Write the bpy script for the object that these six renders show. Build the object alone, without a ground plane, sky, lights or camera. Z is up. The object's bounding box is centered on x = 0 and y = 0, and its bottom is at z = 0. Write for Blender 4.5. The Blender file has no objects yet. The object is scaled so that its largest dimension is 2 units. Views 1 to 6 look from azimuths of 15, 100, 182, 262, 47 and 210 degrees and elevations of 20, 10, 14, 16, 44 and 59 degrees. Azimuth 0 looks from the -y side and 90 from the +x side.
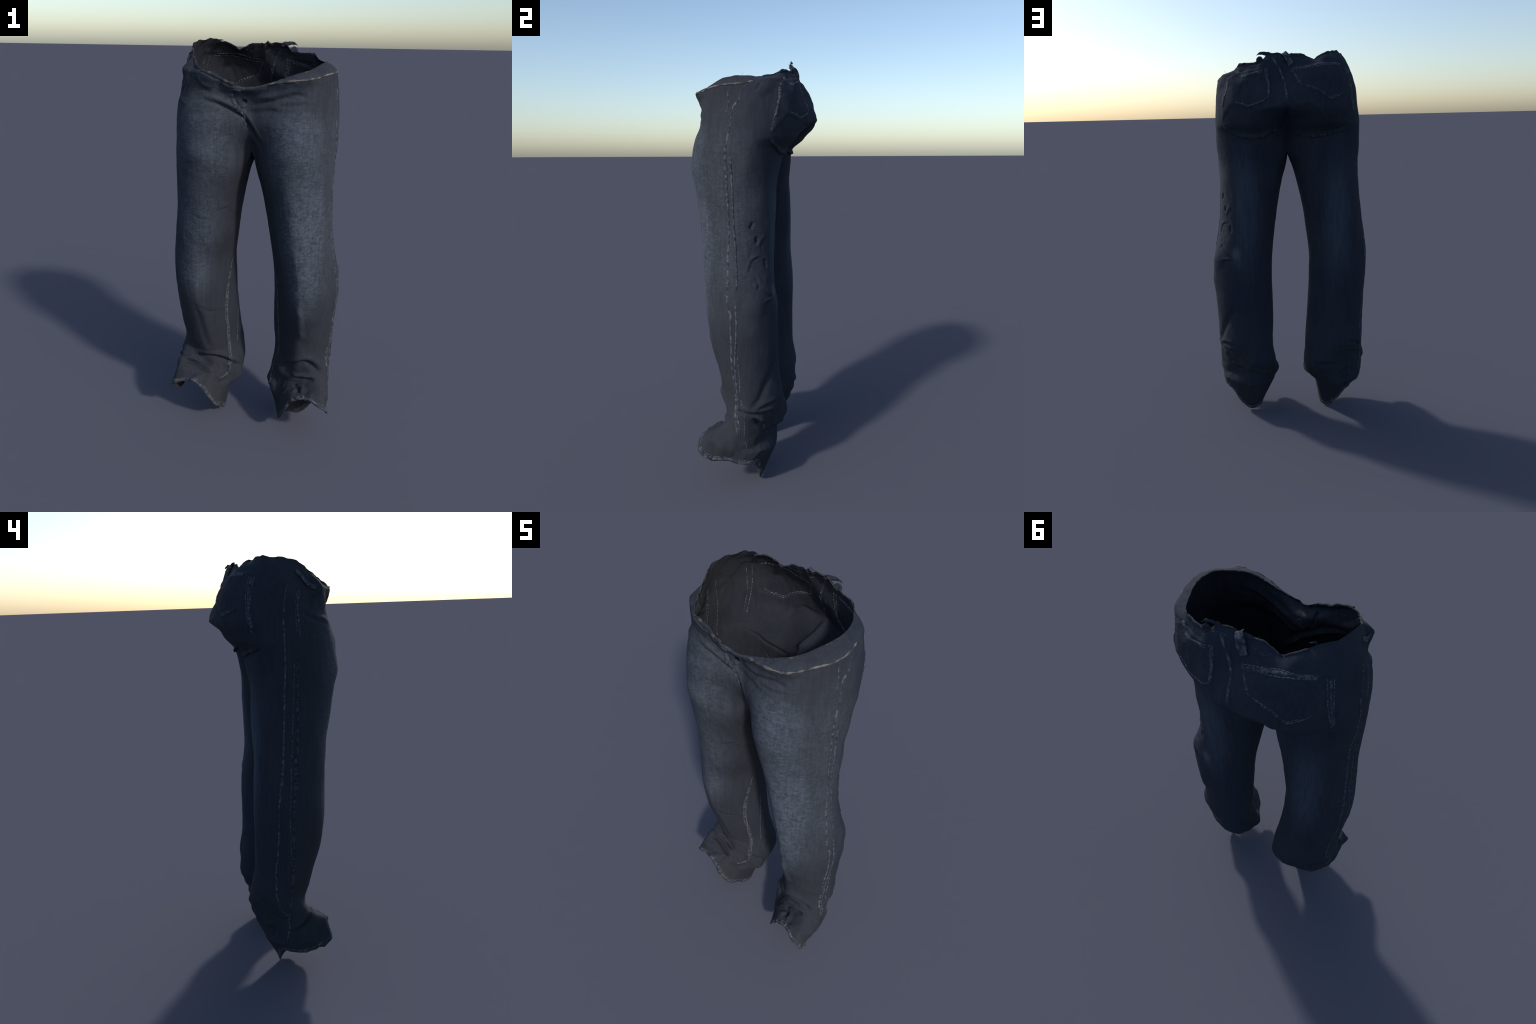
# A pair of worn, empty denim jeans standing upright: cloth tube lofted through
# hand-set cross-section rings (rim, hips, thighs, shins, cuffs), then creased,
# sewn (pockets, seams, stitches, fly, loop) and shaded procedurally.
import bpy, math
import numpy as np
from mathutils import Vector, noise as mnoise
from mathutils.bvhtree import BVHTree

rng = np.random.default_rng(11)
M, N = 150, 62            # columns: outer arc of a leg, inner (crotch) arc
THICK = 0.0030            # cloth thickness

# ------------------------------------------------------------------ rings
def periodic(ang, val, q, smooth=True):
    """periodic interpolation of val(ang) at the angles q (radians)."""
    ang = np.mod(np.asarray(ang), 2*np.pi); o = np.argsort(ang)
    a = ang[o]; v = np.asarray(val, float)[o]
    a = np.concatenate([a[-2:]-2*np.pi, a, a[:2]+2*np.pi])
    v = np.concatenate([v[-2:], v, v[:2]])
    q = np.mod(q, 2*np.pi)
    if not smooth:
        return np.interp(q, a, v)
    m = np.gradient(v, a)
    i = np.clip(np.searchsorted(a, q)-1, 0, len(a)-2)
    h = a[i+1]-a[i]; t = (q-a[i])/h
    return ((1+2*t)*(1-t)**2*v[i] + t*(1-t)**2*h*m[i]
            + t*t*(3-2*t)*v[i+1] + t*t*(t-1)*h*m[i+1])

def ring(points, q, centre=(0.0, 0.0), smooth=True):
    p = np.array(points, float)
    d = p[:, :2]-np.array(centre)
    ang = np.arctan2(d[:, 1], d[:, 0]); r = np.hypot(d[:, 0], d[:, 1])
    rr = periodic(ang, r, q, smooth); zz = periodic(ang, p[:, 2], q, smooth)
    return np.stack([centre[0]+rr*np.cos(q), centre[1]+rr*np.sin(q), zz], 1)

def oval(xi, xo, yf, yb, z, n, q):
    """egg-shaped section between inner/outer x and front/back y; n = roundness of the
    front-inner, front-outer, back-outer and back-inner quarters (2 = ellipse)."""
    cx, hx = (xi+xo)/2, abs(xo-xi)/2
    cy, hy = (yf+yb)/2, (yb-yf)/2
    c, s = np.cos(q), np.sin(q)
    e = np.where(s < 0, np.where(c < 0, n[0], n[1]), np.where(c < 0, n[3], n[2]))
    r = (np.abs(c/hx)**e+np.abs(s/hy)**e)**(-1/e)
    back = .032*np.clip((1.15-z)/.25, 0, 1)*np.clip(-c*r/hx, 0, 1)**2     # the inner edge lies further back
    return np.stack([cx+r*c, cy+r*s+back*np.clip((yb-cy-r*s)/(2*hy), 0, 1)*1.4, z+0*q], 1)

# hip rings run once round the whole body (x>0 is the wearer's left)
RIM = [(-.005,-.236,1.806),(.036,-.240,1.808),(.074,-.235,1.818),(.112,-.229,1.828),(.155,-.222,1.840),(.195,-.214,1.852),
       (.244,-.185,1.868),(.268,-.158,1.880),(.292,-.115,1.896),(.304,-.070,1.905),(.306,-.027,1.909),(.292,.038,1.908),(.262,.100,1.910),
       (.235,.128,1.925),(.203,.150,1.944),(.150,.163,1.941),(.120,.166,1.946),(.102,.163,1.960),(.090,.160,1.984),(.067,.156,1.986),
       (.035,.147,1.987),(-.021,.142,1.984),(-.076,.137,1.981),(-.115,.138,1.966),(-.143,.138,1.953),(-.158,.134,1.968),(-.181,.125,1.982),
       (-.218,.088,1.991),(-.241,.066,2.000),(-.275,.026,1.998),(-.291,-.036,1.992),(-.290,-.090,1.970),
       (-.278,-.130,1.946),(-.258,-.165,1.925),(-.240,-.200,1.895),(-.198,-.252,1.870),(-.163,-.248,1.859),
       (-.121,-.245,1.843),(-.079,-.246,1.822),(-.037,-.243,1.811)]
CREASE = [(-.005,-.239,1.798),(.036,-.243,1.802),(.092,-.240,1.818),(.140,-.246,1.826),(.183,-.250,1.831),(.242,-.246,1.839),(.277,-.234,1.843),
          (.305,-.193,1.848),(.331,-.153,1.859),(.356,-.107,1.865),(.361,-.055,1.869),(.353,-.006,1.872),(.337,.040,1.882),
          (.316,.098,1.894),(.262,.142,1.895),(.203,.162,1.905),(.136,.180,1.925),(.067,.178,1.955),(-.021,.160,1.955),
          (-.076,.160,1.950),(-.143,.174,1.935),(-.228,.138,1.955),(-.286,.082,1.958),(-.312,.010,1.955),(-.312,-.060,1.945),
          (-.297,-.115,1.925),(-.292,-.150,1.888),(-.312,-.188,1.867),(-.262,-.220,1.858),(-.198,-.258,1.858),
          (-.121,-.252,1.832),(-.079,-.250,1.812),(-.037,-.246,1.800)]
YOKE = [(-.010,-.205,1.765),(.10,-.228,1.775),(.20,-.232,1.785),(.285,-.205,1.795),(.345,-.130,1.80),(.363,-.040,1.81),
        (.355,.040,1.82),(.305,.118,1.84),(.220,.182,1.850),(.120,.206,1.855),(0,.212,1.86),(-.10,.230,1.86),(-.210,.208,1.86),
        (-.302,.140,1.855),(-.347,.055,1.84),(-.360,-.050,1.82),(-.322,-.134,1.80),(-.285,-.202,1.79),(-.20,-.234,1.78),(-.10,-.225,1.77)]
SEAT = [(-.018,-.198,1.725),(.08,-.218,1.72),(.18,-.238,1.715),(.270,-.213,1.715),(.342,-.145,1.72),(.371,-.040,1.73),
        (.362,.050,1.732),(.318,.122,1.735),(.220,.194,1.74),(.120,.234,1.74),(.05,.258,1.74),(0,.272,1.74),(-.05,.268,1.74),(-.12,.256,1.74),(-.235,.222,1.735),
        (-.325,.142,1.74),(-.366,.042,1.735),(-.370,-.050,1.73),(-.352,-.150,1.72),(-.280,-.230,1.715),(-.18,-.252,1.715),(-.08,-.222,1.72)]
UNDER = [(-.020,-.205,1.655),(.08,-.232,1.645),(.19,-.264,1.64),(.285,-.232,1.64),(.352,-.145,1.642),(.377,-.040,1.648),
         (.369,.040,1.648),(.330,.098,1.65),(.220,.176,1.660),(.120,.196,1.660),(.04,.165,1.66),(0,.128,1.66),(-.04,.165,1.66),(-.12,.198,1.660),(-.220,.182,1.660),
         (-.338,.098,1.65),(-.374,.040,1.648),(-.382,-.050,1.645),(-.360,-.150,1.642),(-.290,-.240,1.64),(-.19,-.276,1.64),(-.08,-.236,1.645)]
SHELF = [(-.008,-.195,1.605),(.08,-.227,1.595),(.19,-.273,1.59),(.287,-.244,1.59),(.361,-.152,1.59),(.380,-.040,1.59),
         (.372,.022,1.595),(.332,.072,1.605),(.220,.130,1.600),(.120,.138,1.592),(.04,.092,1.592),(0,.050,1.592),(-.04,.090,1.592),(-.12,.130,1.592),(-.220,.120,1.60),
         (-.332,.082,1.615),(-.375,.025,1.60),(-.383,-.050,1.59),(-.362,-.150,1.59),(-.290,-.246,1.59),(-.19,-.277,1.59),(-.08,-.226,1.595)]
FORK = [(0,-.145,1.525),(.06,-.192,1.515),(.12,-.250,1.51),(.20,-.280,1.51),(.287,-.250,1.51),(.360,-.158,1.51),(.377,-.040,1.51),
        (.372,.010,1.515),(.337,.055,1.52),(.220,.114,1.525),(.120,.116,1.525),(.05,.078,1.52),(0,.030,1.510),(-.05,.080,1.52),(-.12,.120,1.525),(-.220,.120,1.525),
        (-.339,.058,1.52),(-.376,.010,1.515),(-.381,-.050,1.51),(-.365,-.158,1.51),(-.290,-.250,1.51),(-.20,-.286,1.51),(-.12,-.250,1.51),(-.06,-.196,1.515)]
HIP_RINGS = [RIM, CREASE, YOKE, SEAT, UNDER, SHELF, FORK]

# leg ovals: inner x, outer x, front y, back y, z   (x as distance from the mid plane)
TOP, MID, LOW, CALF = (1.52, 2.0, 2.2, 2.15), (1.45, 1.95, 1.9, 2.15), (1.30, 1.82, 2.15, 2.1), (1.30, 1.85, 1.5, 2.2)
SHIN = (1.28, 1.82, 1.85, 2.1)
TOP_R, MID_R = (1.85, 2.0, 2.2, 2.15), (1.85, 1.95, 2.25, 2.15)
LEG_L = [(.010,.377,-.268,.107,1.44,TOP),(.036,.374,-.252,.107,1.34,TOP),(.059,.379,-.237,.103,1.22,MID),(.078,.393,-.223,.100,1.08,MID),
         (.096,.415,-.217,.111,.95,LOW),(.101,.426,-.207,.121,.84,LOW),(.100,.422,-.182,.125,.70,LOW),(.098,.414,-.150,.129,.56,SHIN),(.100,.409,-.135,.152,.43,CALF)]
LEG_R = [(.022,.382,-.270,.115,1.44,TOP_R),(.051,.387,-.250,.119,1.34,TOP_R),(.077,.397,-.228,.119,1.22,MID_R),(.098,.412,-.213,.116,1.08,MID_R),
         (.113,.430,-.207,.124,.95,LOW),(.113,.431,-.206,.128,.84,LOW),(.107,.421,-.193,.126,.70,LOW),(.096,.413,-.155,.131,.56,SHIN),(.086,.408,-.120,.152,.43,CALF)]
# ankle rings, in full, per leg
ANK_L = [
    [(.31,-.109,.350),(.385,-.078,.375),(.405,-.01,.36),(.388,.025,.35),(.338,.078,.352),(.26,.132,.355),(.185,.160,.352),(.110,.11,.330),(.088,.02,.325),(.108,-.035,.33),(.20,-.098,.335)],
    [(.32,-.128,.310),(.385,-.138,.316),(.412,-.08,.29),(.398,.005,.26),(.345,.050,.255),(.26,.094,.250),(.20,.112,.25),(.150,.105,.250),(.094,.04,.245),(.087,-.04,.25),(.135,-.055,.265),(.20,-.090,.29)],
    [(.32,-.186,.284),(.398,-.190,.282),(.420,-.14,.245),(.405,-.03,.215),(.365,.060,.205),(.26,.108,.190),(.145,.085,.180),(.108,.02,.170),(.106,-.05,.18),(.152,-.122,.195),(.21,-.168,.255)],
]
HEM_L = [(.331,-.212,.266),(.375,-.224,.260),(.416,-.230,.240),(.434,-.214,.212),(.420,-.16,.182),(.405,-.100,.170),(.392,-.03,.156),(.365,.025,.146),
         (.325,.042,.102),(.298,.042,.058),(.272,.038,.022),(.247,.036,.003),(.200,.030,.012),(.172,-.03,.035),(.166,-.10,.064),(.180,-.180,.104),(.205,-.204,.162),(.240,-.211,.226),(.28,-.211,.256)]
ANK_R = [
    [(-.30,-.098,.372),(-.385,-.085,.395),(-.408,-.01,.36),(-.386,.015,.35),(-.330,.062,.352),(-.26,.118,.355),(-.18,.156,.350),(-.100,.11,.330),(-.077,.02,.325),(-.100,-.03,.34),(-.19,-.083,.355)],
    [(-.30,-.114,.336),(-.385,-.145,.352),(-.410,-.07,.30),(-.396,-.008,.262),(-.336,.040,.255),(-.26,.095,.245),(-.20,.125,.245),(-.150,.105,.245),(-.096,.04,.245),(-.086,-.05,.25),(-.125,-.07,.275),(-.19,-.094,.312)],
    [(-.30,-.186,.304),(-.395,-.188,.315),(-.414,-.13,.25),(-.405,-.03,.205),(-.355,.045,.195),(-.25,.082,.160),(-.170,.06,.160),(-.148,.01,.16),(-.145,-.06,.17),(-.155,-.125,.205),(-.20,-.168,.265)],
]
HEM_R = [(-.304,-.220,.272),(-.366,-.210,.254),(-.405,-.212,.234),(-.423,-.204,.224),(-.412,-.185,.195),(-.402,-.145,.172),(-.400,-.072,.164),(-.385,-.015,.163),(-.345,.018,.150),
         (-.312,.020,.110),(-.247,.015,.032),(-.210,.008,.004),(-.182,-.008,.012),(-.167,-.06,.034),(-.172,-.130,.080),(-.185,-.190,.130),(-.206,-.218,.182),(-.246,-.224,.238)]

SEG_ROWS = [18, 18, 22, 20, 22, 20] + [26, 28, 30, 30, 26, 34, 34, 32] + [20, 18, 16, 20]

def mirror(pts):
    return [(-x, y, z) for x, y, z in pts]

def pchip(knots, rows, soft):
    """knots (K, C, 3): shape-preserving spline down every column -> (R, C, 3)."""
    d = np.linalg.norm(np.diff(knots, axis=0), axis=2)
    h = np.maximum(d, 1e-5)[:, :, None]
    dl = np.diff(knots, axis=0)/h
    m = np.zeros_like(knots)
    w1 = 2*h[1:]+h[:-1]; w2 = h[1:]+2*h[:-1]
    same = dl[1:]*dl[:-1] > 0
    with np.errstate(divide='ignore', invalid='ignore'):
        hm = (w1+w2)/(w1/dl[:-1]+w2/dl[1:])
    m[1:-1] = np.where(same, hm, 0)
    m[0] = dl[0]; m[-1] = dl[-1]
    fd = (dl[:-1]*h[1:]+dl[1:]*h[:-1])/(h[1:]+h[:-1])     # plain cubic where the cloth hangs freely
    m[1:-1] = np.where(soft[1:-1, None, None], fd, m[1:-1])
    out = []
    for k, n in enumerate(rows):
        t = (np.arange(n)/n)[:, None, None]
        H = h[k][None]
        out.append((1+2*t)*(1-t)**2*knots[k]+t*(1-t)**2*H*m[k]+t*t*(3-2*t)*knots[k+1]+t*t*(t-1)*H*m[k+1])
    out.append(knots[-1][None])
    return np.concatenate(out, 0)

def build_side(hips, legs, ank, hem):
    """one half of the trousers, given in x>0 coordinates."""
    phi = np.linspace(-math.pi/2, math.pi/2, M+1)
    knots_o = [ring(h, phi, smooth=(i > 1)) for i, h in enumerate(hips)]
    for k in knots_o:
        k[0, 0] = k[-1, 0] = 0.0
    # leg columns keep the bearings they have at the fork, seen from the leg's axis
    f = knots_o[-1]
    psi = np.unwrap(np.arctan2(f[:, 1]+.08, f[:, 0]-.20))
    psi_in = np.linspace(psi[-1], psi[0]+2*np.pi, N+1)[1:-1]
    knots_i = []
    y0, y1 = knots_o[-1][-1, 1], knots_o[-1][0, 1]
    z0, z1 = knots_o[-1][-1, 2], knots_o[-1][0, 2]
    t = np.linspace(0, 1, N+1)[1:-1]
    dip = -0.020*np.sin(np.pi*t)**0.8
    knots_i.append(np.stack([0*t, y0+(y1-y0)*t, z0+(z1-z0)*t+dip], 1))
    q = np.concatenate([psi, psi_in])
    below = [oval(a, b, f, bk, z, k, q) for a, b, f, bk, z, k in legs]
    below += [ring(p, q, (.25, -.01)) for p in ank[:2]]
    below += [ring(ank[2], q, (.26, -.06)), ring(hem, q, (.28, -.09))]
    soft_o = np.array([False]*(len(hips)-1)+[True]*(1+len(legs))+[False]*4)
    outer = pchip(np.array(knots_o+[b[:M+1] for b in below]), SEG_ROWS, soft_o)
    inner = pchip(np.array(knots_i+[b[M+1:] for b in below]), SEG_ROWS[len(hips)-1:], soft_o[len(hips)-1:])
    return outer, inner

nh = len(HIP_RINGS)
SIDE = {}
SIDE['L'] = build_side(HIP_RINGS, LEG_L, ANK_L, HEM_L)
SIDE['R'] = build_side([mirror(h) for h in HIP_RINGS], LEG_R, [mirror(a) for a in ANK_R], mirror(HEM_R))

# ------------------------------------------------------------------ one welded sheet
verts, faces, freg, fside = [], [], [], []
count = 0
cumrows = np.concatenate([[0], np.cumsum(SEG_ROWS)])
row_fork = cumrows[nh-1]
row_band = cumrows[1]
row_cuff = cumrows[nh-1+len(LEG_L)]
R_tot = cumrows[-1]+1
ids = {}
for side in 'LR':
    o, i = SIDE[side]
    o = o.copy(); i = i.copy()
    if side == 'R':
        o[..., 0] *= -1; i[..., 0] *= -1
    io = np.full(o.shape[:2], -1)
    ii = np.full(i.shape[:2], -1)
    share_o = np.zeros(o.shape[:2], bool); share_i = np.zeros(i.shape[:2], bool)
    if side == 'R':
        share_o[:row_fork+1, 0] = share_o[:row_fork+1, -1] = True
        share_i[0, :] = True
        io[share_o] = ids['L'][0][share_o]
        ii[share_i] = ids['L'][1][share_i]
    n_o = (~share_o).sum(); io[~share_o] = count+np.arange(n_o); verts.append(o[~share_o]); count += n_o
    n_i = (~share_i).sum(); ii[~share_i] = count+np.arange(n_i); verts.append(i[~share_i]); count += n_i
    ids[side] = (io, ii)
V = np.concatenate(verts, 0)
quads = []
for side in 'LR':
    io, ii = ids[side]
    full = np.concatenate([io[row_fork:], ii, io[row_fork:, :1]], 1)   # leg tube, closed
    for grid, r0 in ((io[:row_fork+1], 0), (full, row_fork)):
        a, b, c, d = grid[:-1, :-1], grid[:-1, 1:], grid[1:, 1:], grid[1:, :-1]
        rows = np.repeat(np.arange(a.shape[0])+r0, a.shape[1])
        qd = np.stack([a, d, c, b], -1).reshape(-1, 4)
        if side == 'R':
            qd = qd[:, ::-1]
        quads.append(qd)
        freg.append(rows); fside.append(np.full(len(qd), 0 if side == 'L' else 1))
Q = np.concatenate(quads); FROW = np.concatenate(freg); FSIDE = np.concatenate(fside)

def vnormals(V, Q):
    n = np.cross(V[Q[:, 2]]-V[Q[:, 0]], V[Q[:, 3]]-V[Q[:, 1]])
    out = np.zeros_like(V)
    for k in range(4):
        for ax in range(3):
            out[:, ax] += np.bincount(Q[:, k], n[:, ax], len(V))
    return out/np.maximum(np.linalg.norm(out, axis=1), 1e-12)[:, None]

NRM = vnormals(V, Q)
# bookkeeping: row and column of every vertex in its half
VROW = np.zeros(len(V), int); VSIDE = np.zeros(len(V), int)
for si, side in enumerate('LR'):
    io, ii = ids[side]
    VROW[io] = np.arange(io.shape[0])[:, None]
    VROW[ii] = np.arange(ii.shape[0])[:, None]+row_fork
    VSIDE[io] = si; VSIDE[ii] = si

def wobble(P, scale, octaves=3, seed=0.0):
    """smooth signed noise of 3D points."""
    o = Vector((seed, seed*1.7, -seed))
    return np.array([mnoise.fractal(Vector(p)*scale+o, 1.0, 2.0, octaves) for p in P])

def densify(pts, step=0.004):
    p = np.array(pts, float)
    d = np.linalg.norm(np.diff(p, axis=0), axis=1); t = np.concatenate([[0], np.cumsum(d)])
    n = max(3, int(t[-1]/step)+1); q = np.linspace(0, t[-1], n)
    m = np.gradient(p, t, axis=0) if len(p) > 2 else np.repeat(((p[1]-p[0])/t[-1])[None], 2, 0)
    i = np.clip(np.searchsorted(t, q)-1, 0, len(t)-2); h = (t[i+1]-t[i])[:, None]; s = ((q-t[i])[:, None])/h
    return ((1+2*s)*(1-s)**2*p[i]+s*(1-s)**2*h*m[i]+s*s*(3-2*s)*p[i+1]+s*s*(s-1)*h*m[i+1])

class Cloth:
    """nearest-point queries on the current sheet."""
    def __init__(self):
        self.n = vnormals(V, Q)
        self.bvh = BVHTree.FromPolygons([Vector(v) for v in V], Q.tolist())
    def snap(self, pts):
        P, Nn = [], []
        for p in pts:
            loc, nor, idx, _ = self.bvh.find_nearest(Vector(p))
            q = Q[idx]; w = 1/(np.linalg.norm(V[q]-np.array(loc), axis=1)+1e-5)
            n = (self.n[q]*w[:, None]).sum(0)
            P.append(loc); Nn.append(n/np.linalg.norm(n))
        return np.array(P), np.array(Nn)

# ------------------------------------------------------------------ broad bulges, then folds
# (centre, radii, amount): where the cloth stands out from, or falls back into, the loft
BULGES = [((.225, .122, .90), (.06, .06, .05), .008), ((.410, .050, .915), (.045, .045, .060), .018), ((.408, .035, .80), (.04, .05, .05), .010)]
push = np.zeros(len(V))
for c, r, a in BULGES:
    push += a*np.exp(-(((V-np.array(c))/np.array(r))**2).sum(1))
V = V+NRM*push[:, None]
cloth = Cloth()

# fold lines and sewing lines, as points near the cloth (they are snapped to it)
FOLDS = {
    'f_r_groin': [(-0.204,-0.240,1.747), (-0.122,-0.237,1.729), (-0.068,-0.219,1.702), (-0.027,-0.206,1.678), (0.006,-0.202,1.636), (0.031,-0.209,1.585), (0.041,-0.205,1.527)],
    'f_l_groin': [(-0.016,-0.204,1.664), (0.018,-0.205,1.627), (0.045,-0.216,1.565), (0.053,-0.217,1.522)],
    'f_l_hip1': [(0.267,-0.223,1.771), (0.224,-0.235,1.779), (0.183,-0.239,1.770), (0.111,-0.230,1.750), (0.023,-0.200,1.737)],
    'f_l_hip2': [(0.158,-0.245,1.707), (0.112,-0.231,1.709), (0.048,-0.209,1.699), (-0.014,-0.200,1.694)],
    'f_l_hip3': [(0.297,-0.204,1.743), (0.233,-0.236,1.736), (0.149,-0.241,1.730)],
    'f_r_hip': [(-0.239,-0.243,1.842), (-0.219,-0.237,1.809), (-0.168,-0.235,1.783)],
    'f_r_shin': [(-0.282,-0.218,0.732), (-0.261,-0.195,0.650), (-0.247,-0.155,0.536), (-0.230,-0.114,0.426)],
    'f_r_shin2': [(-0.256,-0.206,0.716), (-0.195,-0.154,0.668), (-0.169,-0.125,0.668)],
    'f_r_ank1': [(-0.366,-0.148,0.358), (-0.299,-0.137,0.348), (-0.240,-0.145,0.340), (-0.204,-0.153,0.332)],
    'f_r_ank2': [(-0.340,-0.128,0.366), (-0.216,-0.104,0.371), (-0.146,-0.087,0.350), (-0.083,-0.015,0.287)],
    'f_r_ank3': [(-0.213,-0.169,0.325), (-0.228,-0.205,0.298), (-0.216,-0.217,0.236)],
    'f_r_ank4': [(-0.172,-0.167,0.306), (-0.128,-0.146,0.249), (-0.099,-0.118,0.258)],
    'f_r_tongue': [(-0.261,-0.191,0.315), (-0.217,-0.213,0.265), (-0.186,-0.197,0.187)],
    'f_l_shin': [(0.252,-0.207,0.783), (0.272,-0.203,0.713), (0.270,-0.185,0.631), (0.281,-0.175,0.572)],
    'f_l_ank1': [(0.142,-0.081,0.355), (0.225,-0.124,0.411), (0.309,-0.165,0.439), (0.381,-0.090,0.365)],
    'f_l_ank2': [(0.225,-0.132,0.320), (0.282,-0.132,0.332), (0.349,-0.123,0.342)],
    'f_l_ank3': [(0.231,-0.137,0.319), (0.270,-0.157,0.319), (0.242,-0.186,0.292)],
    'f_l_knee': [(0.184,-0.145,0.709), (0.234,-0.198,0.794), (0.277,-0.226,0.847)],
    'f_r_knee': [(-0.276,-0.242,1.219), (-0.242,-0.235,1.196), (-0.173,-0.198,1.184)],
    'f_r_thigh': [(-0.082,-0.146,1.323), (-0.107,-0.147,1.257), (-0.156,-0.198,1.234)],
    'f_seat_l': [(0.320,0.105,1.643), (0.278,0.115,1.618), (0.227,0.126,1.596), (0.159,0.141,1.587), (0.092,0.150,1.598), (0.038,0.139,1.609)],
    'f_seat_r': [(-0.032,0.128,1.595), (-0.132,0.142,1.585), (-0.198,0.132,1.592), (-0.257,0.120,1.610), (-0.335,0.088,1.630)],
    'f_cleft': [(-0.008,0.278,1.745), (-0.003,0.189,1.677), (0.003,0.114,1.595)],
    'f_arch_l': [(0.132,0.239,1.711), (0.083,0.260,1.725), (0.019,0.276,1.737), (-0.008,0.278,1.742)],
    'f_arch_r': [(-0.032,0.277,1.749), (-0.075,0.272,1.743), (-0.122,0.263,1.751), (-0.157,0.254,1.727), (-0.187,0.202,1.673)],
    'f_bl1': [(0.401,-0.044,0.422), (0.366,0.046,0.409), (0.317,0.107,0.399)],
    'f_bl2': [(0.387,0.044,0.367), (0.341,0.095,0.313)],
    'f_bl3': [(0.324,0.092,0.281), (0.241,0.118,0.283), (0.168,0.114,0.260), (0.106,0.055,0.226)],
    'f_br1': [(-0.307,0.097,0.463), (-0.347,0.062,0.443), (-0.389,0.022,0.396)],
    'f_br2': [(-0.259,0.142,0.379), (-0.325,0.110,0.374), (-0.399,0.025,0.346)],
    'f_br3': [(-0.290,0.090,0.240), (-0.338,0.078,0.274)],
    'f_br4': [(-0.131,0.139,0.335), (-0.203,0.158,0.333), (-0.278,0.123,0.306)],
    'f_l_back1': [(0.372,0.025,0.426), (0.333,0.072,0.444), (0.300,0.105,0.440)],
    'f_l_back2': [(0.388,0.028,0.385), (0.367,0.077,0.339)],
    'f_l_out': [(0.296,0.090,0.663), (0.331,0.061,0.563), (0.356,0.038,0.476), (0.384,0.005,0.422)],
    'w_1': [(0.330,0.021,1.292), (0.339,0.007,1.253)],
    'w_2': [(0.322,0.033,1.222), (0.328,0.027,1.182)],
    'w_3': [(0.314,0.042,1.128), (0.337,0.017,1.113), (0.354,0.001,1.057)],
    'w_4': [(0.301,0.055,1.118), (0.301,0.058,1.073)],
    'w_5': [(0.340,0.024,1.035), (0.340,0.031,1.002), (0.348,0.029,0.970)],
    'w_6': [(0.338,0.035,0.997), (0.319,0.061,0.956), (0.291,0.086,0.927), (0.342,0.046,0.908), (0.348,0.043,0.879)],
    'w_7': [(0.287,0.068,1.217), (0.311,0.046,1.176), (0.305,0.052,1.138)],
    'f_side': [(0.327,0.074,1.890), (0.339,0.059,1.866), (0.350,0.045,1.837)],
    'f_r4a': [(-0.317,-0.169,1.854), (-0.344,-0.144,1.795), (-0.354,-0.131,1.769)],
    'f_r4b': [(-0.362,-0.090,1.770), (-0.342,-0.166,1.734), (-0.294,-0.222,1.710)],
    'f_r4c': [(-0.385,-0.114,0.362), (-0.406,-0.072,0.326), (-0.409,-0.023,0.290), (-0.406,-0.007,0.281)],
    'f_r4d': [(-0.406,-0.007,0.263), (-0.411,-0.038,0.231)],
    'f_r4e': [(-0.363,0.079,0.337), (-0.393,0.037,0.341), (-0.405,0.007,0.354)],
    'f_r4f': [(-0.341,0.077,0.279), (-0.322,0.071,0.211)],
}
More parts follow.
